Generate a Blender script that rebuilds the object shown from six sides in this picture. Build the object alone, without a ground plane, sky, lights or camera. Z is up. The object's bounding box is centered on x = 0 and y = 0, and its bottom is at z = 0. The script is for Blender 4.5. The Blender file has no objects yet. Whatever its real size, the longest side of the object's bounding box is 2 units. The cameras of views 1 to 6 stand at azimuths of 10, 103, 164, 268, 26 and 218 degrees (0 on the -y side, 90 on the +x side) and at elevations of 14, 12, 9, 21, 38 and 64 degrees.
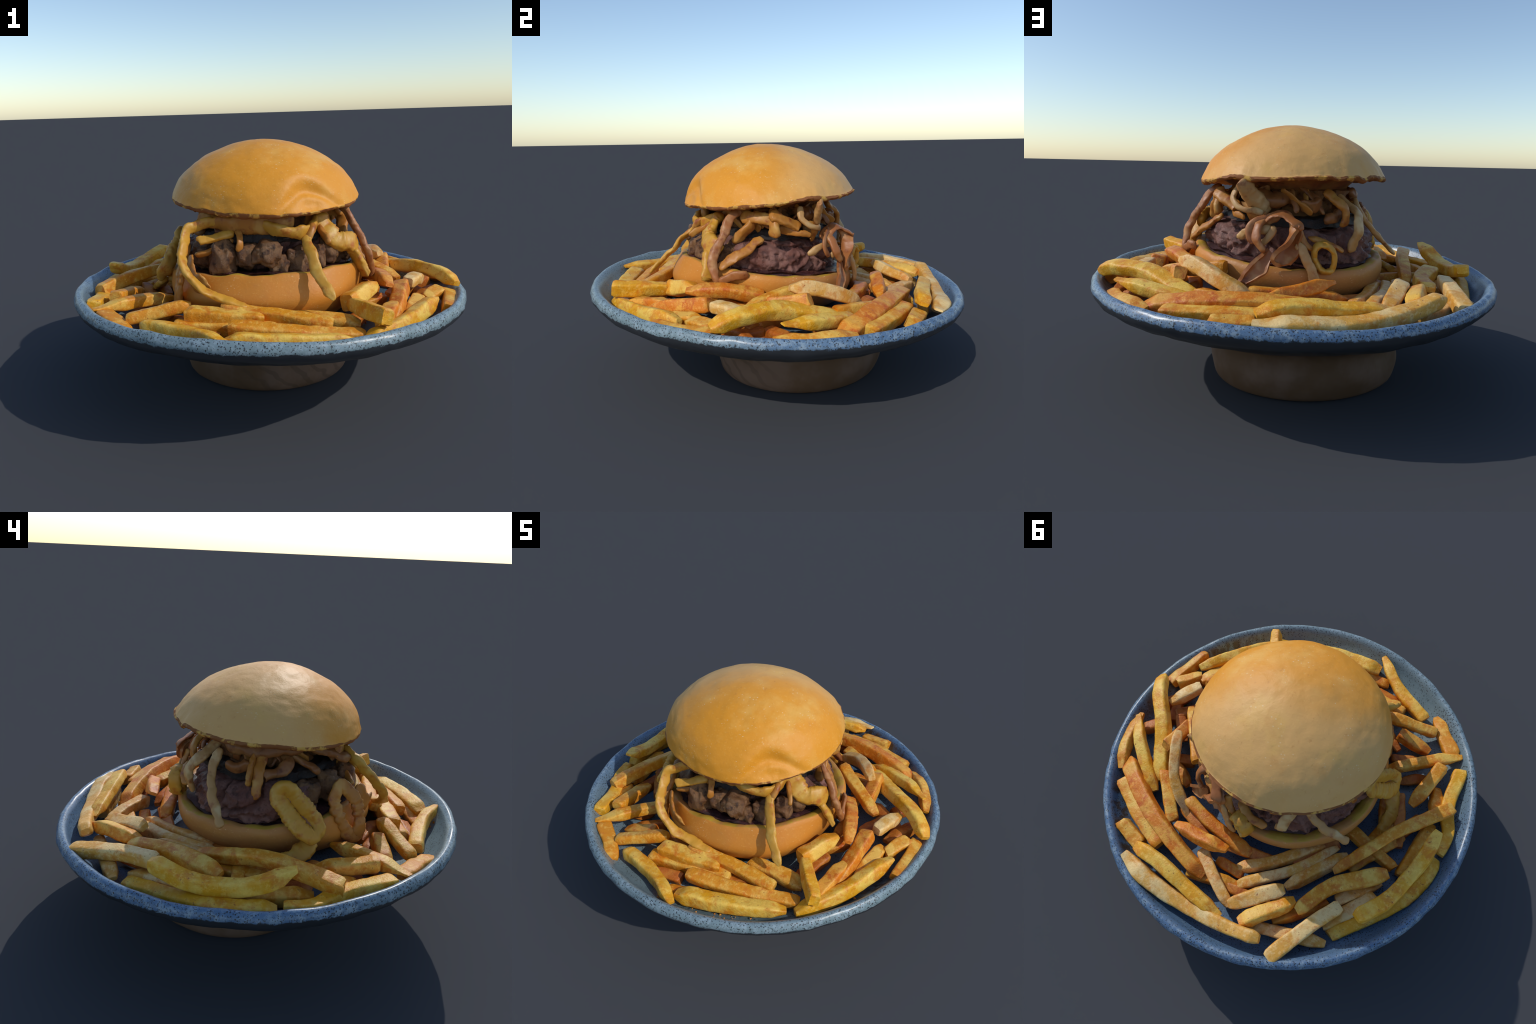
import bpy, math, random
import numpy as np
from mathutils import Vector, noise, Matrix

# ------------------------------------------------------------------ helpers
def nz(p, scale, seed=0.0):
    return noise.noise(Vector((p[0] * scale + seed * 7.31, p[1] * scale - seed * 3.17, p[2] * scale + seed * 1.93)))

def fbm(p, scale, seed=0.0, octaves=4):
    v, a, s = 0.0, 1.0, scale
    for o in range(octaves):
        v += a * nz(p, s, seed + o * 1.7)
        a *= 0.5
        s *= 2.03
    return v

def smooth01(a, b, x):
    t = min(1.0, max(0.0, (x - a) / (b - a)))
    return t * t * (3 - 2 * t)

def thing(name, base, label, category):
    o = bpy.data.objects.new(name, None)
    o.location = base
    o["label"] = label
    o["category"] = category
    bpy.context.collection.objects.link(o)
    return o

def part(name, verts, faces, mat, parent, sharp=60, centre=True):
    """mesh object from world-space vertices, origin at its own middle"""
    c = Vector((0, 0, 0))
    if centre:
        for v in verts:
            c += Vector(v)
        c /= len(verts)
    me = bpy.data.meshes.new(name)
    me.from_pydata([tuple(Vector(v) - c) for v in verts], [], faces)
    me.validate()
    me.polygons.foreach_set("use_smooth", [True] * len(me.polygons))
    me.update()
    if sharp:
        me.set_sharp_from_angle(angle=math.radians(sharp))
    mats = mat if isinstance(mat, (list, tuple)) else [mat]
    for m in mats:
        me.materials.append(m)
    o = bpy.data.objects.new(name, me)
    bpy.context.collection.objects.link(o)
    if parent is not None:
        o.parent = parent
        o.location = c - parent.location
    else:
        o.location = c
    return o

def spline(pts, step=0.012, closed=False):
    """Catmull-Rom through control points, resampled at about even steps"""
    P = [Vector(p) for p in pts]
    n = len(P)
    if n == 2:
        L = (P[1] - P[0]).length
        k = max(6, int(L / step))
        return [P[0].lerp(P[1], i / k) for i in range(k + 1)]
    out = []
    segs = n if closed else n - 1
    for i in range(segs):
        if closed:
            a, b, c, d = P[i - 1], P[i], P[(i + 1) % n], P[(i + 2) % n]
        else:
            b, c = P[i], P[i + 1]
            a = P[i - 1] if i else b + (b - c)
            d = P[i + 2] if i + 2 < n else c + (c - b)
        k = max(3, int((c - b).length / step))
        for j in range(k):
            t = j / k
            out.append(0.5 * ((2 * b) + (c - a) * t + (2 * a - 5 * b + 4 * c - d) * t * t + (3 * b - a - 3 * c + d) * t ** 3))
    if not closed:
        out.append(P[-1].copy())
    return out

def sweep(path, section, up=Vector((0, 0, 1)), closed=False, roll=0.0):
    """section(t, k) -> (side, height) offsets; returns verts, faces"""
    n = len(path)
    verts, faces = [], []
    side_prev = None
    m = len(section(0.5))
    for i, p in enumerate(path):
        if closed:
            d = path[(i + 1) % n] - path[i - 1]
        else:
            d = path[min(i + 1, n - 1)] - path[max(i - 1, 0)]
        d.normalize()
        if side_prev is None:
            s = d.cross(up)
            if s.length < 0.2:
                s = d.cross(Vector((1, 0, 0)))
            s.normalize()
            if roll:
                s = Matrix.Rotation(roll, 3, d) @ s
        else:
            s = (side_prev - d * side_prev.dot(d)).normalized()
        side_prev = s
        h = s.cross(d)
        for a, b in section(i / (n - 1)):
            verts.append(p + s * a + h * b)
    rings = n if closed else n - 1
    for i in range(rings):
        for j in range(m):
            a, b = i * m + j, i * m + (j + 1) % m
            c, e = ((i + 1) % n) * m + (j + 1) % m, ((i + 1) % n) * m + j
            faces.append((a, b, c, e))
    if not closed:
        faces.append(tuple(range(m - 1, -1, -1)))
        faces.append(tuple(range((n - 1) * m, n * m)))
    return verts, faces

def lathe(profile, segs, shape, closed_ends=True):
    """profile: list of (r, z); shape(theta, r, z, i) -> xyz"""
    verts, faces = [], []
    n = len(profile)
    for i, (r, z) in enumerate(profile):
        for j in range(segs):
            verts.append(shape(2 * math.pi * j / segs, r, z, i))
    for i in range(n - 1):
        for j in range(segs):
            k = (j + 1) % segs
            faces.append((i * segs + j, i * segs + k, (i + 1) * segs + k, (i + 1) * segs + j))
    if closed_ends:
        faces.append(tuple(range(segs - 1, -1, -1)))
        faces.append(tuple(range((n - 1) * segs, n * segs)))
    return verts, faces

def resample(pts, step):
    out = []
    for (r0, z0), (r1, z1) in zip(pts, pts[1:]):
        k = max(1, int(math.hypot(r1 - r0, z1 - z0) / step))
        for i in range(k):
            out.append((r0 + (r1 - r0) * i / k, z0 + (z1 - z0) * i / k))
    out.append(pts[-1])
    return out

def curve2d(pts, step):
    return [(v.x, v.y) for v in spline([(a, b, 0) for a, b in pts], step)]

# ---------------------------------------------------------------- materials
class Mat:
    def __init__(self, name, rough=0.5, spec=0.4):
        self.m = bpy.data.materials.new(name)
        self.m.use_nodes = True
        self.t = self.m.node_tree
        self.b = self.t.nodes["Principled BSDF"]
        self.b.inputs["Roughness"].default_value = rough
        self.b.inputs["Specular IOR Level"].default_value = spec
        self.co = self.t.nodes.new("ShaderNodeTexCoord").outputs["Object"]
        self.rnd = None

    def link(self, a, b):
        self.t.links.new(a, b)

    def random(self):
        if self.rnd is None:
            self.rnd = self.t.nodes.new("ShaderNodeObjectInfo").outputs["Random"]
        return self.rnd

    def shift(self):
        """object coordinates pushed apart from piece to piece"""
        n = self.t.nodes.new("ShaderNodeVectorMath")
        n.operation = 'MULTIPLY_ADD'
        c = self.t.nodes.new("ShaderNodeCombineXYZ")
        self.link(self.random(), c.inputs[0]); self.link(self.random(), c.inputs[1])
        self.link(c.outputs[0], n.inputs[0])
        n.inputs[1].default_value = (37.0, 19.0, 0.0)
        self.link(self.co, n.inputs[2])
        self.co = n.outputs[0]

    def scale(self, v):
        n = self.t.nodes.new("ShaderNodeMapping")
        n.inputs["Scale"].default_value = v
        self.link(self.co, n.inputs["Vector"])
        return n.outputs[0]

    def noise(self, scale, detail=3.0, rough=0.55, co=None, dist=0.0):
        n = self.t.nodes.new("ShaderNodeTexNoise")
        n.inputs["Scale"].default_value = scale
        n.inputs["Detail"].default_value = detail
        n.inputs["Roughness"].default_value = rough
        n.inputs["Distortion"].default_value = dist
        self.link(co or self.co, n.inputs["Vector"])
        return n.outputs["Fac"]

    def voronoi(self, scale, co=None):
        n = self.t.nodes.new("ShaderNodeTexVoronoi")
        n.inputs["Scale"].default_value = scale
        self.link(co or self.co, n.inputs["Vector"])
        return n.outputs["Distance"]

    def wave(self, scale, dist, co=None, direction='Z'):
        n = self.t.nodes.new("ShaderNodeTexWave")
        n.bands_direction = direction
        n.inputs["Scale"].default_value = scale
        n.inputs["Distortion"].default_value = dist
        n.inputs["Detail"].default_value = 2
        n.inputs["Detail Scale"].default_value = 1.5
        self.link(co or self.co, n.inputs["Vector"])
        return n.outputs["Fac"]

    def ramp(self, fac, lo, hi):
        """0 below lo, 1 above hi"""
        n = self.t.nodes.new("ShaderNodeMapRange")
        n.interpolation_type = 'SMOOTHSTEP'
        n.inputs["From Min"].default_value = lo
        n.inputs["From Max"].default_value = hi
        self.link(fac, n.inputs["Value"])
        return n.outputs["Result"]

    def math(self, op, a, b=0.5):
        n = self.t.nodes.new("ShaderNodeMath")
        n.operation = op
        for i, v in enumerate((a, b)):
            if isinstance(v, (int, float)):
                n.inputs[i].default_value = v
            else:
                self.link(v, n.inputs[i])
        return n.outputs[0]

    def mix(self, fac, a, b):
        n = self.t.nodes.new("ShaderNodeMix")
        n.data_type = 'RGBA'
        if isinstance(fac, (int, float)):
            n.inputs[0].default_value = fac
        else:
            self.link(fac, n.inputs[0])
        for i, v in ((6, a), (7, b)):
            if isinstance(v, tuple):
                n.inputs[i].default_value = v + (1.0,)
            else:
                self.link(v, n.inputs[i])
        return n.outputs[2]

    def axis(self, direction, lo, hi):
        n = self.t.nodes.new("ShaderNodeVectorMath")
        n.operation = 'DOT_PRODUCT'
        self.link(self.co, n.inputs[0])
        n.inputs[1].default_value = direction
        return self.ramp(n.outputs["Value"], lo, hi)

    def bump(self, height, strength=0.3, distance=0.004):
        n = self.t.nodes.new("ShaderNodeBump")
        n.inputs["Strength"].default_value = strength
        n.inputs["Distance"].default_value = distance
        self.link(height, n.inputs["Height"])
        self.link(n.outputs[0], self.b.inputs["Normal"])

    def done(self, colour, subsurface=0.0):
        if isinstance(colour, tuple):
            self.b.inputs["Base Color"].default_value = colour + (1.0,)
        else:
            self.link(colour, self.b.inputs["Base Color"])
        if subsurface:
            self.b.inputs["Subsurface Weight"].default_value = subsurface
            self.b.inputs["Subsurface Radius"].default_value = (0.02, 0.01, 0.004)
        return self.m

def fry_material(name, body, pale, toast):
    m = Mat(name, 0.48, 0.4)
    m.shift()
    a = m.noise(8.0, 5.0, 0.6)
    col = m.mix(m.ramp(a, 0.44, 0.60), body, pale)
    b = m.noise(13.0, 6.0, 0.68, dist=0.4)
    col = m.mix(m.math('MULTIPLY', m.ramp(b, 0.48, 0.66), 0.72), col, toast)
    col = m.mix(m.math('MULTIPLY', m.random(), 0.22), col, toast)
    g = m.noise(42.0, 5.0, 0.7)
    col = m.mix(m.math('MULTIPLY', m.ramp(g, 0.50, 0.66), 0.45), col, tuple(min(1.0, c * 1.12 + 0.03) for c in pale))
    s = m.math('MULTIPLY', m.ramp(m.noise(64.0, 3.0, 0.7), 0.62, 0.70), m.ramp(m.noise(16.0, 2.0), 0.46, 0.60))
    col = m.mix(m.math('MULTIPLY', s, 0.8), col, (0.26, 0.045, 0.010))
    m.bump(m.math('ADD', m.noise(34.0, 5.0, 0.65), m.math('MULTIPLY', m.noise(110.0, 2.0), 0.4)), 0.55, 0.006)
    return m.done(col)

M_FRY = {
    'g': fry_material("golden_potato", (0.68, 0.275, 0.012), (0.80, 0.50, 0.090), (0.56, 0.130, 0.006)),
    'p': fry_material("pale_potato", (0.70, 0.36, 0.060), (0.80, 0.57, 0.24), (0.60, 0.195, 0.018)),
    'y': fry_material("yellow_potato", (0.76, 0.365, 0.012), (0.84, 0.55, 0.095), (0.62, 0.185, 0.008)),
    'o': fry_material("orange_potato", (0.64, 0.190, 0.008), (0.74, 0.37, 0.050), (0.45, 0.062, 0.005)),
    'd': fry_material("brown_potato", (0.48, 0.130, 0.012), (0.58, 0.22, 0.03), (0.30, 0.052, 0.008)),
}

def onion_material(name, body, pale, toast, rough=0.45):
    m = Mat(name, rough, 0.4)
    m.shift()
    col = m.mix(m.ramp(m.noise(12.0, 3.0), 0.48, 0.70), body, pale)
    col = m.mix(m.ramp(m.noise(17.0, 4.0, 0.65), 0.52, 0.72), col, toast)
    m.bump(m.noise(50.0, 3.0), 0.3, 0.004)
    return m.done(col)

M_ONION = {
    'a': onion_material("amber_onion", (0.44, 0.175, 0.028), (0.54, 0.28, 0.065), (0.27, 0.07, 0.018)),
    'y': onion_material("yellow_onion", (0.56, 0.275, 0.030), (0.62, 0.37, 0.075), (0.44, 0.14, 0.018)),
    'p': onion_material("pale_onion", (0.48, 0.26, 0.09), (0.60, 0.41, 0.19), (0.34, 0.13, 0.045)),
    'r': onion_material("reddish_onion", (0.34, 0.120, 0.034), (0.47, 0.235, 0.090), (0.19, 0.048, 0.016)),
    'b': onion_material("brown_onion", (0.26, 0.095, 0.025), (0.36, 0.17, 0.055), (0.13, 0.038, 0.012)),
}

def bun_material(name, front, back):
    m = Mat(name, 0.5, 0.35)
    ad = m.t.nodes.new("ShaderNodeVectorMath")
    big = m.noise(2.6, 3.0)
    side = m.math('ADD', m.axis((-0.45, 0.85, 0.0), -0.35, 0.35), m.math('MULTIPLY', m.math('SUBTRACT', big, 0.5), 0.9))
    m.t.nodes.remove(ad)
    col = m.mix(m.ramp(side, 0.15, 0.85), front, back)
    col = m.mix(m.math('MULTIPLY', m.ramp(m.noise(5.0, 5.0, 0.6), 0.48, 0.75), 0.6), col, tuple(min(0.9, c * k) for c, k in zip(back, (1.08, 1.14, 0.85))))
    col = m.mix(m.math('MULTIPLY', m.ramp(m.noise(8.0, 4.0), 0.55, 0.8), 0.35), col, tuple(c * k for c, k in zip(front, (0.86, 0.85, 2.2))))
    stretch = m.scale((1.0, 1.0, 2.6))
    sp = m.voronoi(46.0, stretch)
    spots = m.math('MULTIPLY', m.ramp(m.math('SUBTRACT', 1.0, sp), 0.80, 0.90), m.ramp(m.noise(9.0, 2.0), 0.50, 0.62))
    col = m.mix(m.math('MULTIPLY', spots, 0.6), col, (0.80, 0.60, 0.33))
    fl = m.noise(70.0, 3.0, 0.6, m.scale((1.0, 1.0, 1.8)))
    col = m.mix(m.math('MULTIPLY', m.ramp(fl, 0.56, 0.70), 0.16), col, (0.82, 0.54, 0.16))
    pore = m.ramp(m.noise(33.0, 4.0, 0.7), 0.60, 0.72)
    col = m.mix(m.math('MULTIPLY', pore, 0.28), col, (0.48, 0.17, 0.03))
    m.bump(m.noise(80.0, 5.0, 0.65), 0.30, 0.004)
    return m.done(col)

M_BOTTOM = bun_material("browned_crust", (0.58, 0.215, 0.024), (0.48, 0.205, 0.052))
M_BUN = bun_material("golden_crust", (0.72, 0.290, 0.020), (0.73, 0.400, 0.130))
m = Mat("toasted_crumb", 0.6, 0.3)
col = m.mix(m.ramp(m.noise(9.0, 4.0), 0.4, 0.65), (0.36, 0.15, 0.045), (0.24, 0.075, 0.03))
m.bump(m.noise(40.0, 4.0), 0.5, 0.006)
M_UNDER = m.done(col)
m = Mat("torn_crumb_edge", 0.7, 0.2)
col = m.mix(m.ramp(m.noise(17.0, 4.0, 0.65), 0.52, 0.62), (0.26, 0.095, 0.030), (0.64, 0.36, 0.08))
M_EDGE = m.done(col)
m = Mat("mustard_crumb", 0.55, 0.3)
col = m.mix(m.ramp(m.noise(14.0, 4.0), 0.42, 0.62), (0.46, 0.27, 0.03), (0.50, 0.22, 0.06))
m.bump(m.noise(40.0, 4.0), 0.5, 0.006)
M_CUT = m.done(col)

def meat_material(name, a, b, c, rough):
    m = Mat(name, rough, 0.5)
    m.shift()
    col = m.mix(m.ramp(m.noise(9.0, 5.0, 0.65), 0.40, 0.62), a, b)
    col = m.mix(m.ramp(m.noise(24.0, 5.0, 0.7), 0.50, 0.66), col, c)
    m.bump(m.noise(48.0, 6.0, 0.75), 0.9, 0.012)
    return m.done(col)

M_MEAT = meat_material("seared_beef", (0.180, 0.066, 0.046), (0.285, 0.140, 0.108), (0.075, 0.027, 0.020), 0.33)
M_CHUNK = meat_material("browned_beef", (0.145, 0.060, 0.022), (0.26, 0.130, 0.052), (0.050, 0.020, 0.010), 0.28)
M_DARK = meat_material("charred_mushroom", (0.018, 0.014, 0.013), (0.035, 0.028, 0.024), (0.05, 0.025, 0.018), 0.3)
M_SAUCE = meat_material("dark_red_relish", (0.07, 0.018, 0.018), (0.035, 0.012, 0.012), (0.14, 0.05, 0.035), 0.22)
M_CORE = meat_material("caramelised_onion", (0.22, 0.085, 0.025), (0.33, 0.15, 0.045), (0.10, 0.035, 0.012), 0.4)

m = Mat("speckled_blue_glaze", 0.34, 0.5)
ln = m.t.nodes.new("ShaderNodeVectorMath"); ln.operation = 'LENGTH'
m.link(m.scale((1.0, 1.0, 0.0)), ln.inputs[0])
radius = ln.outputs["Value"]
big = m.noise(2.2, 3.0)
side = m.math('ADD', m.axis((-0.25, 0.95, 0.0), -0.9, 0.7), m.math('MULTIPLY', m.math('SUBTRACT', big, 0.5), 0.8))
col = m.mix(m.ramp(side, 0.1, 0.9), (0.170, 0.238, 0.262), (0.090, 0.162, 0.270))  # bluer toward +y: baked sky light and reflection tinted into the glaze
# dark brown streaky patch on the inner wall, mostly on one side
streak = m.noise(26.0, 3.0, 0.6, m.scale((1.0, 1.0, 0.25)))
wall = m.math('MULTIPLY', m.ramp(radius, 0.84, 0.90), m.math('SUBTRACT', 1.0, m.ramp(radius, 0.935, 0.955)))
wall = m.math('MULTIPLY', m.math('MULTIPLY', wall, m.ramp(m.noise(1.6, 2.0), 0.36, 0.55)), m.axis((0.95, 0.30, 0.0), 0.25, 0.65))
col = m.mix(m.math('MULTIPLY', wall, m.ramp(streak, 0.36, 0.60)), col, (0.075, 0.055, 0.042))
# paler worn lip
lip = m.math('MULTIPLY', m.ramp(radius, 0.950, 0.968), m.ramp(m.noise(34.0, 4.0, 0.65), 0.46, 0.62))
col = m.mix(m.math('MULTIPLY', lip, 0.55), col, (0.30, 0.38, 0.43))
fine = m.noise(60.0, 3.0, 0.6)
col = m.mix(m.math('MULTIPLY', m.ramp(fine, 0.56, 0.68), 0.30), col, (0.25, 0.33, 0.38))
dense = m.math('MULTIPLY', m.noise(7.0, 3.0), 0.40)
sp = m.ramp(m.math('SUBTRACT', 1.0, m.math('ADD', m.voronoi(88.0), dense)), 0.52, 0.58)
col = m.mix(m.math('MULTIPLY', sp, 0.9), col, (0.018, 0.016, 0.016))
sp2 = m.ramp(m.noise(105.0, 3.0, 0.6), 0.57, 0.63)
sp2 = m.math('MULTIPLY', sp2, m.math('ADD', 0.25, m.math('MULTIPLY', m.ramp(radius, 0.94, 0.99), 0.6)))
col = m.mix(sp2, col, (0.03, 0.032, 0.036))
belly = m.math('SUBTRACT', 1.0, m.axis((0.011, 0.037, 1.0), 0.452, 0.500))
belly = m.math('MULTIPLY', m.ramp(m.math('ADD', belly, m.math('MULTIPLY', m.math('SUBTRACT', m.noise(30.0, 4.0, 0.65), 0.5), 1.1)), 0.42, 0.62), m.ramp(radius, 0.955, 0.965))
col = m.mix(belly, col, (0.028, 0.031, 0.036))
m.bump(m.noise(30.0, 4.0), 0.2, 0.004)
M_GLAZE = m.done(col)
m = Mat("dark_underside", 0.4, 0.4)
col = m.mix(m.ramp(m.noise(20.0, 4.0), 0.42, 0.65), (0.022, 0.023, 0.025), (0.045, 0.046, 0.046))
m.bump(m.noise(12.0, 4.0), 0.3, 0.01)
M_BELLY = m.done(col)
m = Mat("brown_stoneware", 0.6, 0.3)
col = m.mix(m.ramp(m.noise(4.0, 5.0, 0.6), 0.38, 0.66), (0.110, 0.062, 0.032), (0.155, 0.098, 0.068))  # base colours darkened for the dish's shadow on the foot
st = m.wave(4.2, 4.0, m.scale((1.0, 1.0, 1.6)), 'DIAGONAL')
col = m.mix(m.math('MULTIPLY', m.math('MULTIPLY', m.ramp(st, 0.68, 0.9), m.axis((0.6, -0.8, 0.0), 0.1, 0.35)), 0.4), col, (0.055, 0.036, 0.022))
m.bump(m.noise(14.0, 4.0), 0.3, 0.01)
M_FOOT = m.done(col)

# ------------------------------------------------------------------- plate
PLATE_TILT = -0.037          # the whole dish leans, high at -y
def plate_z(x, y):           # height of the eating surface
    r = math.hypot(x, y)
    return 0.375 + 0.035 * smooth01(0.3, 0.85, r) + 0.09 * smooth01(0.84, 1.0, r) + PLATE_TILT * y

plate = thing("footed_plate", (0, 0, 0), "blue grey speckled glazed stoneware dish on a foot", "plate")

upper = curve2d([(0.02, 0.372), (0.30, 0.373), (0.55, 0.380), (0.72, 0.388), (0.82, 0.401), (0.885, 0.424),
                 (0.928, 0.462), (0.951, 0.500), (0.972, 0.515), (0.990, 0.506), (1.0, 0.482), (0.994, 0.456)], 0.012)
lower = curve2d([(0.994, 0.456), (0.968, 0.427), (0.90, 0.390), (0.80, 0.350), (0.66, 0.310), (0.52, 0.280), (0.40, 0.266), (0.02, 0.266)], 0.014)
profile = upper + lower[1:]
split = len(upper)

def dish_shape(t, r, z, i):
    c, s = math.cos(t), math.sin(t)
    w = 1 + 0.005 * nz((c, s, 0), 1.3, 3) * smooth01(0.3, 1.0, r)
    x, y = c * r * w, s * r * w
    dz = 0.010 * nz((c, s, 0), 1.7, 9) * smooth01(0.6, 1.0, r) + 0.0055 * fbm((x, y, z), 6.0, 2, 3) * smooth01(0.5, 0.9, r)
    dr = 0.005 * fbm((x, y, z), 11.0, 5, 2) if i >= split - 6 else 0.0
    return (x * (1 + dr), y * (1 + dr), z + dz + PLATE_TILT * y - 0.011 * x)

SEG = 320
v, f = lathe(profile, SEG, dish_shape)
xs = [p[0] for p in v]; ys = [p[1] for p in v]
cx, cy = (max(xs) + min(xs)) / 2, (max(ys) + min(ys)) / 2
k = 2.0 / max(max(xs) - min(xs), max(ys) - min(ys))
v = [((p[0] - cx) * k, (p[1] - cy) * k, p[2]) for p in v]
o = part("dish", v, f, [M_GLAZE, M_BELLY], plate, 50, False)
cut = split + 2
for poly in o.data.polygons:
    if min(poly.vertices) // SEG >= cut:
        poly.material_index = 1

FOOT = (-0.032, 0.118)
foot_profile = curve2d([(0.02, 0.0), (0.375, 0.0), (0.420, 0.003), (0.445, 0.018), (0.460, 0.055), (0.466, 0.12),
                        (0.466, 0.19), (0.476, 0.235), (0.510, 0.270), (0.560, 0.295)], 0.012)
def foot_shape(t, r, z, i):
    c, s = math.cos(t), math.sin(t)
    w = 1 + 0.018 * nz((c, s, z * 2), 1.6, 4) + 0.014 * nz((c, s, z * 2), 5.0, 8)
    k = smooth01(0.0, 0.03, z)
    return (FOOT[0] + c * r * (1 + (w - 1) * k), FOOT[1] - 0.012 * (1 - smooth01(0.0, 0.12, z)) + s * r * (0.990 - 0.020 * (1 - smooth01(0.0, 0.12, z)) + (w - 1) * k), max(0.0, z + (PLATE_TILT * s * r * smooth01(0.1, 0.3, z))))
v, f = lathe(foot_profile, 160, foot_shape)
part("foot", v, f, M_FOOT, plate, 50, False)

rng = random.Random(11)
cv, cf = [], []
for i in range(46):
    if i < 26:
        a = math.radians(rng.uniform(-115, -72)); r = rng.uniform(0.80, 0.93)
    else:
        a = rng.uniform(0, 6.28); r = rng.uniform(0.55, 0.92)
    x, y = r * math.cos(a), r * math.sin(a)
    s = rng.choice([0.003, 0.004, 0.005, 0.009])
    b = len(cv)
    z = plate_z(x, y) + s * 0.4
    for dx, dy, dz in ((1, 0, 0), (0, 1, 0), (-1, 0, 0), (0, -1, 0), (0, 0, 1), (0, 0, -1)):
        q = s * rng.uniform(0.7, 1.4)
        cv.append((x + dx * q, y + dy * q, z + dz * q))
    for q in range(4):
        cf += [(b + q, b + (q + 1) % 4, b + 4), (b + (q + 1) % 4, b + q, b + 5)]
o = part("crumbs", cv, cf, M_FRY['o'], plate, 30)
o["kind"] = "stuff"

# -------------------------------------------------------------------- fries
fries = thing("french_fries", (0, 0, 0.40), "heap of golden thick cut fried potato sticks", "french fries")
fry_count = [0]

def fry(kind, *pts, w=0.063, h=0.060, tip=(0, 0), roll=None):
    """one potato stick along a spine; tip: 0 = cut square, 1 = tapers to a point, at (start, end)"""
    k = fry_count[0]
    fry_count[0] += 1
    r = random.Random(500 + k)
    path = [p + Vector((0, 0, -0.018)) for p in spline(pts, 0.011)]
    if roll is None:
        roll = r.uniform(-0.35, 0.35)
    w *= r.uniform(0.92, 1.08); h *= r.uniform(0.92, 1.08)
    d0 = (path[0] - path[1]).normalized(); d1 = (path[-1] - path[-2]).normalized()
    path = [path[0] + d0 * 0.004] + path + [path[-1] + d1 * 0.004]
    n = len(path)
    seglen = [0.0]
    for a, b in zip(path, path[1:]):
        seglen.append(seglen[-1] + (b - a).length)
    L = seglen[-1]
    for i, p in enumerate(path):
        t = seglen[i] / L
        off = Vector((nz((t * 2.2, k, 0), 1.0, 1), nz((t * 2.2, k, 5), 1.0, 2), nz((t * 2.2, k, 9), 1.0, 3)))
        p += off * 0.006
    M = 24
    tip = tuple(q if q or r.random() < 0.5 else r.uniform(0.3, 0.6) for q in tip)
    taper = r.uniform(-0.3, 0.3)
    slant = (r.uniform(-0.35, 0.35), r.uniform(-0.35, 0.35))
    sec = []
    for j in range(M):
        a = 2 * math.pi * (j + 0.5) / M
        c, s = math.cos(a), math.sin(a)
        e = 2 / (4.0 + 2.4 * ((k * 7) % 10) / 10)
        sec.append((abs(c) ** e * (1 if c > 0 else -1), abs(s) ** e * (1 if s > 0 else -1)))
    def section(t):
        i = min(n - 1, int(round(t * (n - 1))))
        d = seglen[i]
        g = 1.0; gh = 1.0
        for dd, pt in ((d, tip[0]), (L - d, tip[1])):
            g *= 0.80 + 0.20 * smooth01(0.0, 0.010, dd)
            if pt:
                g *= 1 - 0.45 * min(1.0, pt + 0.2) * (1 - smooth01(0.0, 0.14 * pt, dd))
                gh *= 1 - 0.70 * min(1.0, pt + 0.1) * (1 - smooth01(0.0, 0.16 * pt, dd))
        u = d / 0.1
        lean = 1 + taper * (d / L - 0.5)
        ww = w * g * lean * (1 + 0.13 * nz((u, k * 1.3, 0), 0.8, 4)) / 2
        hh = h * g * gh * lean * (1 + 0.13 * nz((u, k * 1.3, 7), 0.8, 6)) / 2
        out = []
        for j, (a, b) in enumerate(sec):
            q = 1 + 0.09 * nz((a, b, u), 1.2, k) + 0.045 * nz((a * 2, b * 2, u * 2.5), 1.5, k + 50)
            out.append((a * ww * q, b * hh * q))
        return out
    v, f = sweep(path, section, roll=roll)
    # slanted end faces
    for end, base, dirv in ((0, 0, d0), (1, (n - 1) * M, d1)):
        for j in range(M):
            a, b = sec[j]
            v[base + j] = v[base + j] + dirv * (slant[0] * a * w * 0.35 + slant[1] * b * h * 0.25) * (0.3 if tip[end] else 1.0)
    o = part("french_fry", v, f, M_FRY[kind], fries, 48)
    return o

# front (-y) side
fry('y', (-0.019, -0.934, 0.548), (-0.213, -0.805, 0.528), (-0.42, -0.726, 0.518), tip=(0.7, 0))
fry('g', (-0.470, -0.785, 0.500), (-0.660, -0.610, 0.512), w=0.075)
fry('g', (-0.703, -0.616, 0.545), (-0.558, -0.481, 0.540), (-0.42, -0.34, 0.522), tip=(1, 0))
fry('g', (-0.518, -0.675, 0.530), (-0.253, -0.594, 0.572))
fry('o', (-0.538, -0.570, 0.492), (-0.357, -0.560, 0.530))
fry('y', (-0.042, -0.861, 0.520), (0.21, -0.81, 0.510), (0.458, -0.732, 0.497), w=0.075, h=0.07)
fry('g', (-0.049, -0.742, 0.532), (0.22, -0.715, 0.512), (0.493, -0.656, 0.486))
fry('g', (-0.249, -0.660, 0.550), (0.072, -0.643, 0.534), w=0.08)
fry('g', (-0.301, -0.690, 0.505), (0.136, -0.660, 0.500))
fry('g', (-0.105, -0.600, 0.570), (0.10, -0.615, 0.548), (0.365, -0.650, 0.528), w=0.06, h=0.056)
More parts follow.
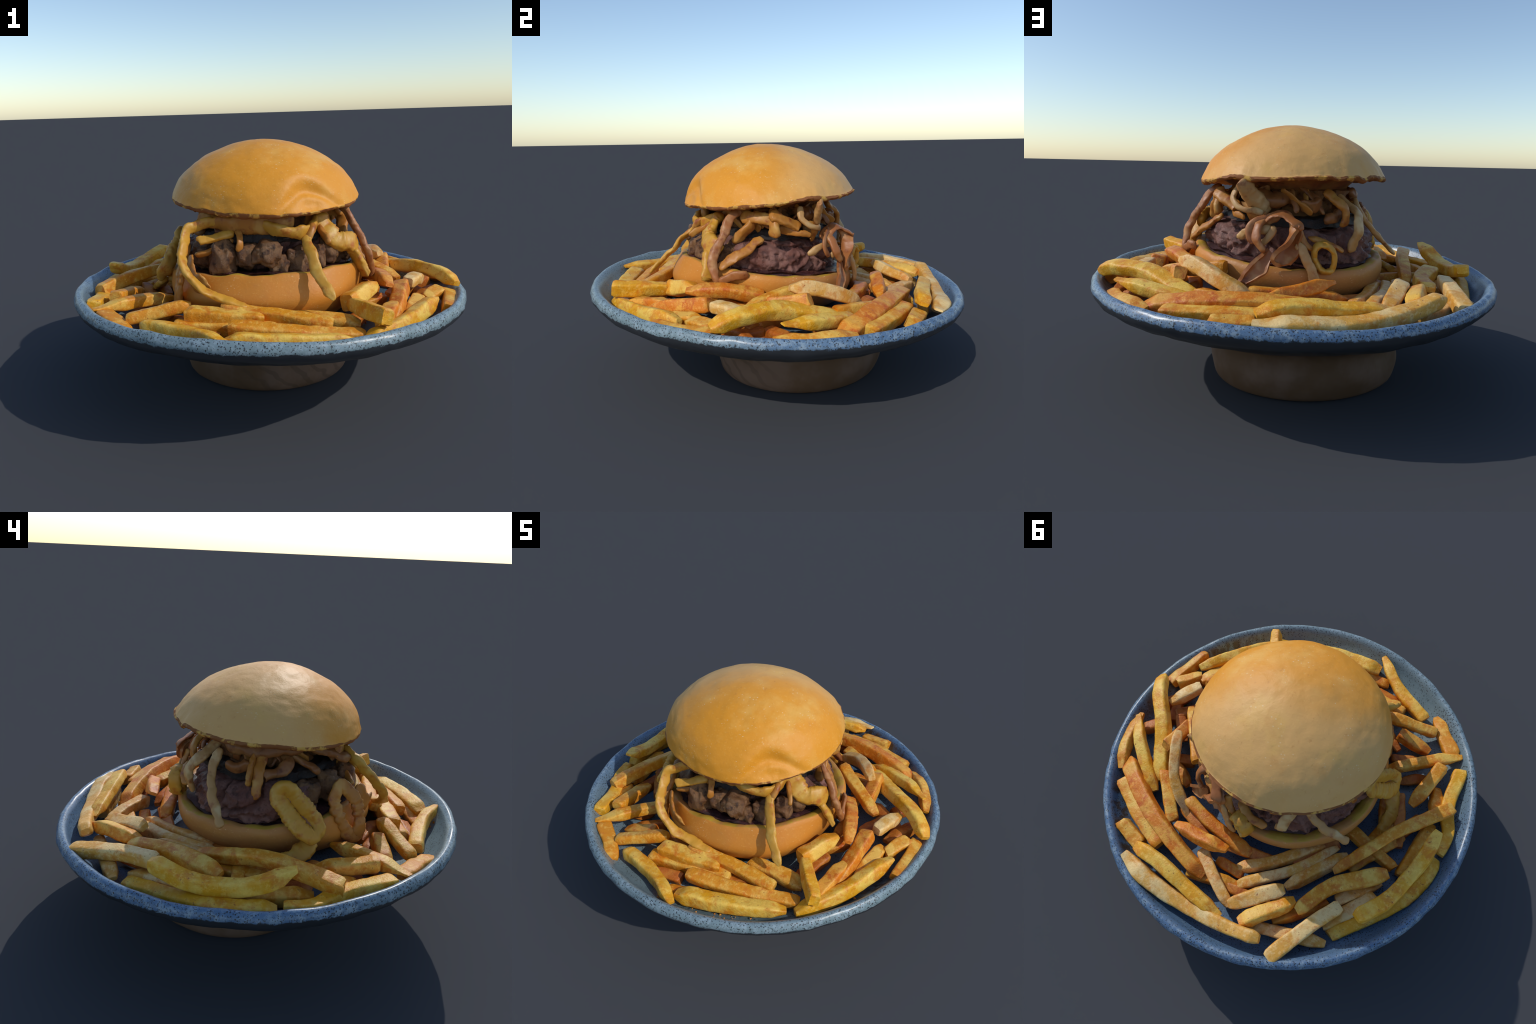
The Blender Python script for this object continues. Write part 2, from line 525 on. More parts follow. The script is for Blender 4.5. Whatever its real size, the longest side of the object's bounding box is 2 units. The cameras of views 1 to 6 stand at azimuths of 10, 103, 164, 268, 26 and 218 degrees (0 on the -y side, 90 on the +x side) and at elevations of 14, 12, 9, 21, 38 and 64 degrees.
fry('g', (0.196, -0.536, 0.515), (0.478, -0.567, 0.498), w=0.075)
fry('y', (0.432, -0.440, 0.552), (0.588, -0.690, 0.578), w=0.058, h=0.072)
fry('g', (0.425, -0.450, 0.555), (0.548, -0.275, 0.592), w=0.075, h=0.075)
fry('y', (0.510, -0.722, 0.492), (0.682, -0.514, 0.500), (0.824, -0.256, 0.519), w=0.074, h=0.070, tip=(0, 0.5))
fry('o', (0.568, -0.599, 0.508), (0.630, -0.391, 0.540), w=0.06)
fry('o', (0.612, -0.529, 0.490), (0.650, -0.34, 0.528), (0.678, -0.165, 0.552), tip=(0.8, 0))
fry('g', (0.690, -0.430, 0.470), (0.760, -0.190, 0.510))
fry('g', (0.870, -0.350, 0.500), (0.900, -0.210, 0.490), (0.908, -0.080, 0.490), w=0.06)
fry('g', (0.790, -0.215, 0.500), (0.862, -0.095, 0.510), w=0.06)
fry('p', (0.712, -0.135, 0.560), (0.790, 0.040, 0.545), w=0.07)
fry('g', (0.040, -0.800, 0.480), (-0.120, -0.830, 0.470))
fry('g', (-0.02, -0.56, 0.49), (0.20, -0.58, 0.48))
fry('d', (-0.30, -0.50, 0.48), (-0.10, -0.62, 0.48))
# right (+x) side
fry('y', (0.949, -0.071, 0.537), (0.860, 0.050, 0.572), (0.722, 0.180, 0.558), (0.537, 0.422, 0.470), w=0.078, h=0.07)
fry('p', (0.585, 0.190, 0.622), (0.520, 0.300, 0.605), (0.440, 0.400, 0.560), (0.290, 0.492, 0.480), w=0.062, h=0.07, tip=(0.4, 0.8))
fry('y', (0.880, 0.214, 0.552), (0.740, 0.350, 0.525), (0.525, 0.489, 0.475), tip=(1, 0))
fry('g', (0.905, 0.180, 0.490), (0.860, 0.340, 0.480), (0.765, 0.500, 0.480), tip=(0.6, 0.6))
fry('o', (0.770, 0.439, 0.472), (0.467, 0.581, 0.515), (0.200, 0.660, 0.500), (0.010, 0.689, 0.478), w=0.078, h=0.072, tip=(0, 0.5))
fry('g', (0.700, 0.550, 0.478), (0.490, 0.640, 0.480), (0.295, 0.700, 0.478), w=0.075)
fry('g', (0.403, 0.253, 0.592), (0.530, 0.130, 0.566), (0.675, 0.000, 0.540), w=0.064)
fry('o', (0.613, -0.298, 0.598), (0.570, -0.120, 0.592), (0.510, 0.045, 0.550), w=0.072)
fry('o', (0.605, 0.275, 0.578), (0.600, 0.090, 0.545), w=0.066)
fry('d', (0.720, 0.060, 0.480), (0.600, 0.160, 0.470))
fry('d', (0.840, 0.230, 0.465), (0.740, 0.120, 0.465), w=0.06)
fry('d', (0.640, 0.330, 0.470), (0.470, 0.230, 0.470))
fry('o', (0.560, 0.000, 0.490), (0.520, -0.180, 0.500))
fry('d', (0.620, -0.090, 0.480), (0.740, 0.060, 0.470))
fry('o', (0.480, -0.300, 0.500), (0.600, -0.220, 0.510), w=0.06)
fry('g', (0.540, 0.390, 0.505), (0.330, 0.560, 0.480), w=0.07)
fry('d', (0.760, -0.100, 0.470), (0.880, 0.080, 0.465), w=0.06)
for kind, a, b in [('d', (0.44, -0.50, 0.475), (0.52, -0.33, 0.480)), ('d', (0.74, 0.10, 0.455), (0.83, -0.06, 0.450)),
                   ('d', (0.70, 0.36, 0.452), (0.57, 0.50, 0.448)), ('o', (0.54, 0.30, 0.470), (0.40, 0.36, 0.470)),
                   ('d', (0.74, -0.33, 0.458), (0.82, -0.16, 0.452)), ('o', (0.56, -0.56, 0.462), (0.72, -0.38, 0.458)),
                   ('d', (0.45, 0.62, 0.445), (0.20, 0.64, 0.440)), ('o', (0.52, 0.14, 0.480), (0.50, -0.05, 0.500))]:
    fry(kind, a, b, w=0.06)
# back (+y) side
fry('g', (0.543, 0.726, 0.468), (0.377, 0.761, 0.468), w=0.07)
fry('y', (0.378, 0.779, 0.518), (0.225, 0.780, 0.530), (0.05, 0.790, 0.512), (-0.186, 0.798, 0.502), w=0.075, tip=(0, 0.7))
fry('p', (0.405, 0.845, 0.500), (0.240, 0.868, 0.480), (0.029, 0.858, 0.466), (-0.200, 0.830, 0.490), (-0.405, 0.780, 0.535), w=0.075, h=0.07, tip=(1, 0.3))
fry('p', (0.255, 0.782, 0.450), (-0.022, 0.797, 0.450), w=0.055)
fry('o', (0.285, 0.575, 0.528), (0.130, 0.560, 0.545), (-0.020, 0.535, 0.565), w=0.075, tip=(0, 0.6))
fry('o', (0.320, 0.430, 0.515), (0.131, 0.462, 0.495), (-0.110, 0.461, 0.470), w=0.072)
fry('p', (0.095, 0.594, 0.470), (-0.040, 0.670, 0.480), (-0.185, 0.730, 0.470), w=0.06)
fry('p', (-0.095, 0.552, 0.452), (-0.235, 0.413, 0.462), (-0.375, 0.203, 0.462), w=0.058)
fry('p', (-0.155, 0.622, 0.462), (-0.322, 0.412, 0.470), (-0.450, 0.168, 0.472), w=0.06)
fry('p', (-0.352, 0.491, 0.467), (-0.510, 0.176, 0.477), w=0.062)
fry('p', (-0.182, 0.725, 0.492), (-0.360, 0.522, 0.545), w=0.07)
fry('g', (-0.282, 0.769, 0.515), (-0.435, 0.529, 0.525), w=0.07, tip=(0.4, 0))
fry('p', (-0.312, 0.740, 0.445), (-0.663, 0.600, 0.458), w=0.066)
fry('p', (-0.490, 0.810, 0.490), (-0.550, 0.610, 0.520), (-0.622, 0.425, 0.530), w=0.074)
fry('o', (0.016, 0.584, 0.440), (-0.130, 0.566, 0.440), w=0.055)
fry('g', (0.10, 0.72, 0.445), (-0.16, 0.62, 0.440))
for kind, a, b in [('d', (0.02, 0.490, 0.448), (-0.26, 0.400, 0.448)), ('d', (-0.30, 0.36, 0.445), (-0.43, 0.14, 0.450)), ('d', (-0.10, 0.66, 0.435), (-0.34, 0.60, 0.435)),
                   ('o', (-0.40, 0.66, 0.440), (-0.55, 0.42, 0.445)), ('d', (0.10, 0.53, 0.450), (0.34, 0.46, 0.455)), ('d', (-0.62, 0.05, 0.445), (-0.70, -0.22, 0.450)),
                   ('d', (-0.40, -0.50, 0.468), (-0.25, -0.58, 0.475)), ('d', (0.05, -0.66, 0.470), (0.32, -0.62, 0.470)), ('d', (-0.30, -0.76, 0.470), (-0.10, -0.74, 0.475))]:
    fry(kind, a, b, w=0.06)
# left (-x) side
fry('g', (-0.474, 0.561, 0.520), (-0.534, 0.372, 0.522), (-0.640, 0.250, 0.528), (-0.724, 0.158, 0.530), w=0.076)
fry('p', (-0.595, 0.395, 0.465), (-0.715, 0.195, 0.465), w=0.06)
fry('p', (-0.605, 0.535, 0.455), (-0.735, 0.270, 0.465), w=0.066)
fry('y', (-0.656, 0.550, 0.432), (-0.827, 0.253, 0.462), (-0.877, 0.080, 0.468), (-0.872, -0.070, 0.470), w=0.072, h=0.075)
fry('y', (-0.720, 0.430, 0.577), (-0.785, 0.280, 0.540), (-0.815, 0.124, 0.534), (-0.825, -0.010, 0.562), (-0.812, -0.140, 0.625), w=0.068, h=0.062, tip=(0.2, 0.6))
fry('g', (-0.500, 0.285, 0.488), (-0.570, 0.130, 0.530), (-0.640, -0.023, 0.560), (-0.725, -0.180, 0.555), (-0.802, -0.330, 0.535), w=0.066)
fry('g', (-0.425, 0.050, 0.465), (-0.729, 0.096, 0.475), w=0.062)
fry('o', (-0.495, -0.190, 0.478), (-0.642, 0.025, 0.470), w=0.066)
fry('d', (-0.546, -0.265, 0.482), (-0.689, -0.020, 0.462), w=0.06)
fry('g', (-0.770, -0.219, 0.475), (-0.777, 0.105, 0.462))
fry('g', (-0.630, -0.235, 0.515), (-0.652, -0.495, 0.562), w=0.078)
fry('y', (-0.737, -0.547, 0.533), (-0.786, -0.347, 0.502), (-0.860, -0.220, 0.490), (-0.880, -0.100, 0.495), w=0.066)
fry('g', (-0.690, -0.405, 0.500), (-0.745, -0.270, 0.500), w=0.06)
fry('d', (-0.394, -0.435, 0.455), (-0.545, -0.520, 0.458), w=0.055)
fry('d', (-0.500, -0.345, 0.455), (-0.610, -0.440, 0.455), w=0.055)
fry('g', (-0.54, 0.22, 0.460), (-0.68, -0.08, 0.468), w=0.07)
fry('g', (-0.56, 0.10, 0.455), (-0.60, -0.14, 0.455), w=0.07)

# ------------------------------------------------------------------- burger
burger = thing("hamburger", (0, -0.05, 0.39), "tall burger with glossy bun, beef and dangling onion strings", "burger")

# lower bun: a thick bowl of bread
LB = dict(x=0.005, y=-0.062, z=0.622, tx=0.046, ty=-0.108)
lb_out = curve2d([(0.03, 0.395), (0.28, 0.397), (0.375, 0.415), (0.430, 0.455), (0.462, 0.510), (0.474, 0.565),
                  (0.473, 0.602), (0.462, 0.622)], 0.010)
lb_in = curve2d([(0.462, 0.622), (0.440, 0.624), (0.415, 0.612), (0.385, 0.592), (0.25, 0.585), (0.02, 0.585)], 0.012)
lb_profile = lb_out + lb_in[1:]
lb_cut = len(lb_out) - 1
def lower_bun_shape(t, r, z, i):
    c, s = math.cos(t), math.sin(t)
    k = smooth01(0.39, 0.60, z)
    x, y = c * r * 1.03, s * r * 0.985
    q = 1 + 0.024 * nz((c, s, z), 2.0, 21) + 0.010 * nz((x, y, z), 8.0, 22)
    q += 0.12 * smooth01(0.2, 0.9, -s) * (1 - smooth01(0.50, 0.62, z))
    x, y = x * q, y * q
    zz = z + k * (LB['tx'] * x + LB['ty'] * y) + (1 - k) * PLATE_TILT * y
    rim = smooth01(0.58, 0.62, z)
    zz += rim * (0.016 * nz((c, s, 0), 2.6, 31) + 0.008 * nz((x, y, 0), 14.0, 32))
    return (LB['x'] + x, LB['y'] + y, zz)
v, f = lathe(lb_profile, 220, lower_bun_shape)
o = part("bottom_bun", v, f, [M_BOTTOM, M_CUT], burger, 55)
for poly in o.data.polygons:
    if min(poly.vertices) // 220 >= lb_cut:
        poly.material_index = 1

# upper bun: dome with torn lower edge and a dent at the front
TB = dict(x=-0.004, y=-0.036, z=0.938, rx=0.466, ry=0.453, tx=-0.025, ty=0.055, h=0.304, sx=0.008, sy=-0.05)
RIM_U, RIM_Z = 0.115, 0.035     # the dome is cut off a little above its widest circle
prof_dome = []
NU = 74
for i in range(NU + 1):
    u = RIM_U + (math.pi / 2 - 0.015 - RIM_U) * (1 - i / NU)
    prof_dome.append((math.cos(u) ** 1.19, math.sin(u)))
under = [(0.998, -0.008), (0.988, -0.016), (0.968, -0.021), (0.945, -0.016), (0.915, -0.002), (0.86, 0.012), (0.80, 0.010), (0.74, -0.002), (0.68, -0.018), (0.60, -0.048), (0.50, -0.085), (0.3, -0.11), (0.05, -0.11)]
prof_bun = prof_dome + under
def rim_height(t, x, y):
    c, s = math.cos(t), math.sin(t)
    e = 0.010 * nz((c, s, 0), 2.3, 41) + 0.006 * nz((x, y, 0), 22.0, 42) + 0.004 * nz((x, y, 0), 55.0, 43)
    e += 0.016 * math.exp(-((t - math.radians(38)) / 0.22) ** 2)          # lifted where onions push out
    e -= 0.004 * math.exp(-((t - math.radians(285)) / 0.45) ** 2)         # hangs lower at the front
    e -= 0.016 * math.exp(-((t - math.radians(118)) / 0.05) ** 2)         # torn tooth
    return e
def upper_bun_shape(t, r, z, i):
    c, s = math.cos(t), math.sin(t)
    dome = i <= NU
    zz = max(0.0, z) if dome else 0.0
    hz = z * TB['h'] if dome else z + RIM_Z
    x, y = c * r * TB['rx'], s * r * TB['ry']
    q = 1 + 0.008 * nz((c, s, zz), 1.6, 51) + 0.003 * nz((c * r, s * r, zz), 7.0, 52)
    if dome:
        q += 0.010 * math.exp(-(zz - 0.115) / 0.06)
    else:
        q += 0.010 * smooth01(0.9, 0.995, r)
    x, y = x * q, y * q
    w = (1 - smooth01(0.0, 0.45, zz)) if dome else smooth01(0.7, 0.97, r)
    base = TB['z'] + TB['tx'] * x + TB['ty'] * y
    p = Vector((TB['x'] + x + TB['sx'] * zz, TB['y'] + y + TB['sy'] * zz, base + hz + w * rim_height(t, x, y)))
    if dome:
        outward = Vector((c * 0.8, s * 0.8, 0.25 + zz)).normalized()
        # dent: an arched crease above a soft bulge
        da = (t - math.radians(306)) if t > math.pi else 9.0
        db = zz - 0.30
        arch = db - 0.20 * (1 - (da / 0.28) ** 2)
        win = math.exp(-(da / 0.26) ** 2)
        p -= outward * 0.032 * win * math.exp(-((arch + 0.07) / 0.09) ** 2)
        p -= outward * 0.026 * math.exp(-(da / 0.22) ** 2) * math.exp(-((zz - 0.22) / 0.16) ** 2)
        p += outward * 0.004 * math.exp(-(da / 0.2) ** 2) * math.exp(-((zz - 0.13) / 0.1) ** 2)
        # wrinkles running down to the edge
        p += outward * (0.004 * nz((c * 6.0, s * 6.0, zz * 0.8), 0.9, 61) * (1 - smooth01(0.05, 0.5, zz)))
        p += outward * (0.004 * fbm((c * r, s * r, zz), 3.0, 62, 3) + 0.0008 * fbm((c * r, s * r, zz), 13.0, 64, 3))
    else:
        p += Vector((0, 0, 1)) * 0.008 * fbm((x, y, 0), 7.0, 63, 3)
    return p
v, f = lathe(prof_bun, 300, upper_bun_shape)
o = part("top_bun", v, f, [M_BUN, M_EDGE, M_UNDER], burger, 60)
for poly in o.data.polygons:
    i = min(poly.vertices) // 300
    if len(poly.vertices) > 4:
        poly.material_index = 0 if i == 0 else 2
    elif i >= NU + 3:
        poly.material_index = 2
    elif i >= NU:
        poly.material_index = 1

# beef
def lump(name, centre, size, mat, parent, seed, amp=0.25, scale=1.6, res=3, octaves=4):
    import bmesh
    bm = bmesh.new()
    bmesh.ops.create_icosphere(bm, subdivisions=res, radius=1.0)
    v = []
    for p in bm.verts:
        d = p.co.normalized()
        q = 1 + amp * fbm(d, scale, seed, octaves)
        e = [abs(a) ** 0.8 * (1 if a > 0 else -1) for a in d]
        v.append((centre[0] + e[0] * size[0] * q, centre[1] + e[1] * size[1] * q, centre[2] + e[2] * size[2] * q))
    f = [tuple(x.index for x in fc.verts) for fc in bm.faces]
    bm.free()
    return part(name, v, f, mat, parent, 70)

patty_profile = curve2d([(0.02, 0.585), (0.30, 0.585), (0.385, 0.590), (0.412, 0.620), (0.422, 0.670), (0.408, 0.725), (0.370, 0.762), (0.29, 0.778), (0.02, 0.785)], 0.007)
def patty_shape(t, r, z, i):
    c, s = math.cos(t), math.sin(t)
    x, y = c * r * 1.02, s * r * 0.97
    d = fbm((x, y, z), 7.0, 71, 5)
    crack = abs(nz((c * 0.42, s * 0.42, z), 5.5, 74))
    front = smooth01(0.25, 0.75, -s)
    q = 1 + (0.075 * d - 0.08 * smooth01(0.2, 0.9, 0.5 * c + 0.85 * s) + 0.050 * fbm((x, y, z), 24.0, 76, 3) - 0.085 * (1 - smooth01(0.0, 0.12, crack)) - 0.22 * front) * smooth01(0.2, 0.38, r)
    return (LB['x'] + x * q, LB['y'] + y * q, z + LB['tx'] * x + LB['ty'] * y * 0.8 + 0.022 * fbm((x, y, z), 6.0, 73, 4) * smooth01(0.64, 0.7, z))
v, f = lathe(patty_profile, 360, patty_shape)
part("patty", v, f, M_MEAT, burger, 70)

rng = random.Random(5)
for i, (deg, r, z, sx, sz) in enumerate([(-152, 0.345, 0.712, 0.058, 0.062), (-134, 0.370, 0.722, 0.060, 0.070), (-113, 0.375, 0.722, 0.062, 0.085),
                                         (-96, 0.350, 0.735, 0.050, 0.060), (-80, 0.375, 0.752, 0.066, 0.055), (-72, 0.372, 0.700, 0.045, 0.045),
                                         (-58, 0.368, 0.710, 0.055, 0.062), (-44, 0.375, 0.708, 0.045, 0.062), (-30, 0.372, 0.730, 0.055, 0.060),
                                         (-16, 0.375, 0.710, 0.058, 0.060)]):
    a = math.radians(deg)
    lump("meat_chunk", (LB['x'] + r * math.cos(a), LB['y'] + r * math.sin(a), z), (sx, sx, sz), M_CHUNK, burger, 80 + i, 0.32, 1.5, 4)

# dark relish running round on the lower bun, and the black mushroom layer over the beef
def ring_band(name, r0, r1, z0, z1, mat, seed, amp, tilt):
    pr = curve2d([(r0, z0), (r1 - 0.02, z0), (r1, (z0 + z1) / 2), (r1 - 0.02, z1), (r0, z1)], 0.010)
    def shp(t, r, z, i):
        c, s = math.cos(t), math.sin(t)
        x, y = c * r, s * r
        q = 1 + amp * fbm((x, y, z), 8.0, seed, 4) * smooth01(r0, r1, r)
        return (LB['x'] + x * q, LB['y'] + y * q, z + tilt[0] * x + tilt[1] * y + 0.010 * fbm((x, y, z), 9.0, seed + 3, 3))
    v, f = lathe(pr, 200, shp)
    return part(name, v, f, mat, burger, 70)
ring_band("relish", 0.05, 0.418, 0.598, 0.628, M_SAUCE, 91, 0.05, (0.046, -0.108))
ring_band("mushroom_layer", 0.05, 0.325, 0.765, 0.815, M_DARK, 95, 0.09, (0.03, -0.05))

core_profile = curve2d([(0.02, 0.79), (0.22, 0.79), (0.265, 0.82), (0.265, 0.87), (0.275, 0.905), (0.27, 0.93), (0.02, 0.93)], 0.009)
def core_shape(t, r, z, i):
    c, s = math.cos(t), math.sin(t)
    x, y = c * r, s * r
    w = abs(nz((c * 0.3 + 0.1 * z, s * 0.3, z), 9.0, 101))
    q = 1 + (0.16 * fbm((x, y, z), 6.0, 102, 4) - 0.10 * (1 - smooth01(0, 0.12, w))) * smooth01(0.15, 0.28, r)
    return (x * q, -0.05 + y * q, z)
v, f = lathe(core_profile, 200, core_shape)
part("onion_heap", v, f, M_CORE, burger, 70)

# ------------------------------------------------------- onion strings, rings
strand_count = [0]
def strand(kind, *pts, w=0.03, t=0.022, closed=False, ends=(0.8, 0.8), name="onion_string", roll=0.0, up=(0, 0, 1), lump_amp=0.32):
    k = strand_count[0]
    strand_count[0] += 1
    if not closed and 0.6 < w / t < 1.5:
        w, t = w * 1.22, t * 0.78
        roll += (k * 2.4) % 3.1
    path = spline(pts, 0.006, closed)
    for i, p in enumerate(path):
        if 0 < i < len(path) - 1:
            p += Vector((nz(p, 16.0, k), nz(p, 16.0, k + 31), nz(p, 16.0, k + 67))) * 0.007
    n = len(path)
    M = 18
    def section(u):
        e = 1.0
        if not closed:
            e = min(ends[0] + (1 - ends[0]) * smooth01(0, 0.12, u), ends[1] + (1 - ends[1]) * smooth01(0, 0.12, 1 - u))
            e *= 0.55 + 0.45 * smooth01(0, 0.03, min(u, 1 - u) + 0.003)
        out = []
        ph = u if not closed else 0.5 + 0.5 * math.cos(2 * math.pi * u)
        g = 1 + lump_amp * nz((ph * n * 0.12, k, 0), 1.0, 7)
        g2 = 1 + lump_amp * nz((ph * n * 0.12, k, 4), 1.0, 8)
        for j in range(M):
            a = 2 * math.pi * j / M
            c, s = math.cos(a), math.sin(a)
            ex = 0.8
            q = 1 + 0.22 * nz((c, s, ph * n * 0.16), 1.2, k + 3) + 0.12 * nz((c, s, ph * n * 0.35), 2.2, k + 13)
            out.append((abs(c) ** ex * math.copysign(1, c) * w / 2 * e * g * q, abs(s) ** ex * math.copysign(1, s) * t / 2 * e * g2 * q))
        return out
    v, f = sweep(path, section, up=Vector(up), closed=closed, roll=roll)
    return part(name, v, f, M_ONION[kind], burger, 70)

def sheet(kind, edge_a, edge_b, sag, thick=0.010, name="onion_string"):
    """a cupped thin skin of onion between two edge curves"""
    k = strand_count[0]
    strand_count[0] += 1
    n, m = 30, 12
    def even(pts):
        p = spline(pts, 0.004)
        return [p[round(i * (len(p) - 1) / n)] for i in range(n + 1)]
    A, B = even(edge_a), even(edge_b)
    sag = Vector(sag)
    g = []
    for i in range(n + 1):
        row = []
        for j in range(m + 1):
            u = j / m
            p = A[i].lerp(B[i], u) + sag * (4 * u * (1 - u)) * (0.35 + 0.65 * math.sin(math.pi * i / n))
            p = p + Vector((nz(p, 22, k), nz(p, 22, k + 9), nz(p, 22, k + 18))) * 0.006
            row.append(p)
        g.append(row)
    v, f = [], []
    W = m + 1
    for layer in (1, -1):
        for i in range(n + 1):
            for j in range(m + 1):
                du = g[min(i + 1, n)][j] - g[max(i - 1, 0)][j]
                dv = g[i][min(j + 1, m)] - g[i][max(j - 1, 0)]
                nn = du.cross(dv)
                nn = nn.normalized() if nn.length > 1e-9 else Vector((0, 0, 1))
                rim = 1.5 if j in (0, m) else 1.0
                v.append(g[i][j] + nn * thick * 0.5 * layer * rim)
    off = (n + 1) * W
    for i in range(n):
        for j in range(m):
            a, b, c, d = i * W + j, i * W + j + 1, (i + 1) * W + j + 1, (i + 1) * W + j
            f.append((a, d, c, b)); f.append((a + off, b + off, c + off, d + off))
    border = [j for j in range(W)] + [i * W + m for i in range(1, n + 1)] + [n * W + j for j in range(m - 1, -1, -1)] + [i * W for i in range(n - 1, 0, -1)]
    for a, b in zip(border, border[1:] + border[:1]):
        f.append((a, b, b + off, a + off))
    return part(name, v, f, M_ONION[kind], burger, 70)

# front
strand('y', (-0.12, -0.36, 0.90), (-0.280, -0.435, 0.872), (-0.300, -0.480, 0.822), (-0.296, -0.540, 0.761), (-0.268, -0.580, 0.708), (-0.205, -0.603, 0.640), (-0.115, -0.598, 0.592), (0.0, -0.605, 0.560), w=0.050, t=0.026, up=(0, 1, 0.2))
strand('y', (0.235, -0.365, 0.83), (0.242, -0.398, 0.808), (0.268, -0.450, 0.762), (0.286, -0.488, 0.705), (0.309, -0.528, 0.672), (0.340, -0.563, 0.632), (0.374, -0.590, 0.597), w=0.038, t=0.028, ends=(1, 0.6), up=(0.6, 0.6, 0), lump_amp=0.18)
strand('y', (0.02, -0.37, 0.885), (0.095, -0.404, 0.862), (0.19, -0.395, 0.842), (0.250, -0.340, 0.842), (0.27, -0.25, 0.88), w=0.034, t=0.060)
strand('a', (0.245, -0.33, 0.86), (0.250, -0.365, 0.835), (0.237, -0.375, 0.805), w=0.05, t=0.04)
strand('y', (0.28, -0.23, 0.905), (0.315, -0.260, 0.840), (0.360, -0.275, 0.790), (0.425, -0.235, 0.765), (0.455, -0.190, 0.735), w=0.07, t=0.066, lump_amp=0.4)
strand('y', (0.44, -0.24, 0.735), (0.475, -0.235, 0.674), (0.513, -0.232, 0.605), w=0.05, t=0.05, lump_amp=0.4)
strand('r', (0.36, -0.10, 0.93), (0.411, -0.136, 0.893), (0.461, -0.165, 0.809), (0.512, -0.196, 0.715), (0.533, -0.185, 0.636), (0.525, -0.160, 0.58), w=0.036, t=0.040, lump_amp=0.35)
strand('a', (0.283, -0.266, 0.850), (0.310, -0.325, 0.825), (0.337, -0.376, 0.789), w=0.030, t=0.028)
strand('y', (-0.245, -0.462, 0.812), (-0.17, -0.435, 0.825), (-0.09, -0.39, 0.835), w=0.034, t=0.034)
strand('a', (-0.08, -0.39, 0.845), (-0.055, -0.440, 0.820), (-0.056, -0.450, 0.764), w=0.026, t=0.024)
strand('a', (-0.27, -0.43, 0.74), (-0.20, -0.42, 0.752), (-0.10, -0.37, 0.80), w=0.03, t=0.03)
strand('a', (-0.27, -0.35, 0.895), (-0.15, -0.375, 0.880), (0.02, -0.385, 0.872), (0.18, -0.35, 0.880), w=0.04, t=0.085)
strand('b', (-0.20, -0.33, 0.85), (-0.05, -0.355, 0.845), (0.10, -0.35, 0.85), w=0.05, t=0.045)
strand('b', (-0.24, -0.22, 0.91), (-0.25, -0.32, 0.885), (-0.26, -0.41, 0.865), w=0.05, t=0.05)
strand('a', (-0.30, -0.44, 0.73), (-0.265, -0.50, 0.655), (-0.19, -0.53, 0.60), w=0.10, t=0.02, up=(0.3, 0.8, 0.4))
# right (+x)
strand('a', (0.30, -0.08, 0.90), (0.375, -0.04, 0.865), (0.39, -0.10, 0.80), (0.38, -0.13, 0.77), w=0.045, t=0.045)
strand('a', (0.36, -0.10, 0.89), (0.395, 0.0, 0.895), (0.37, 0.10, 0.885), w=0.05, t=0.05)
strand('a', (0.35, 0.06, 0.90), (0.400, 0.075, 0.862), (0.395, 0.078, 0.805), w=0.05, t=0.048)
strand('a', (0.50, -0.175, 0.66), (0.470, -0.130, 0.700), (0.435, -0.060, 0.735), (0.365, 0.006, 0.790), w=0.05, t=0.026, roll=0.6)
strand('r', (0.53, -0.16, 0.605), (0.52, -0.09, 0.635), (0.50, -0.03, 0.635), w=0.04, t=0.03)
strand('a', (0.25, 0.02, 0.86), (0.33, 0.10, 0.83), (0.34, 0.18, 0.815), (0.31, 0.24, 0.80), w=0.03, t=0.026)
# right-back: wide hooked ring under the bun
strand('p', (0.335, 0.284, 0.972), (0.296, 0.272, 0.912), (0.250, 0.258, 0.868), (0.214, 0.240, 0.835), (0.20, 0.18, 0.82), w=0.062, t=0.045)
strand('p', (0.33, 0.19, 0.945), (0.355, 0.200, 0.890), (0.340, 0.235, 0.855), (0.300, 0.275, 0.838), (0.230, 0.265, 0.828), w=0.026, t=0.026)
sheet('a', [(0.315, 0.215, 0.875), (0.290, 0.235, 0.820), (0.262, 0.228, 0.765)], [(0.225, 0.255, 0.850), (0.215, 0.250, 0.810), (0.245, 0.232, 0.765)], (0.015, 0.015, 0.0), 0.014)
strand('b', (0.08, 0.18, 0.91), (0.17, 0.22, 0.88), (0.25, 0.17, 0.91), w=0.10, t=0.06)
strand('a', (0.41, 0.06, 0.92), (0.375, 0.12, 0.88), (0.33, 0.19, 0.84), w=0.05, t=0.04)
# back (+y): reddish curl
strand('r', (0.24, 0.28, 0.775), (0.205, 0.315, 0.815), (0.155, 0.350, 0.826), (0.115, 0.410, 0.790), (0.108, 0.425, 0.765), w=0.016, t=0.060, up=(0, -1, 0))
sheet('r', [(0.100, 0.428, 0.780), (0.150, 0.432, 0.712), (0.212, 0.412, 0.655), (0.215, 0.405, 0.620), (0.185, 0.410, 0.602)],
      [(0.150, 0.345, 0.825), (0.085, 0.395, 0.760), (0.095, 0.405, 0.690), (0.105, 0.410, 0.645), (0.140, 0.415, 0.610)], (0.01, -0.04, 0.0), 0.013)
sheet('r', [(0.225, 0.365, 0.672), (0.315, 0.385, 0.605), (0.362, 0.372, 0.530)], [(0.205, 0.375, 0.645), (0.245, 0.400, 0.575), (0.330, 0.385, 0.518)], (0.0, -0.022, 0.01), 0.011)
strand('p', (0.26, 0.335, 0.690), (0.225, 0.350, 0.725), (0.190, 0.340, 0.770), w=0.024, t=0.02)
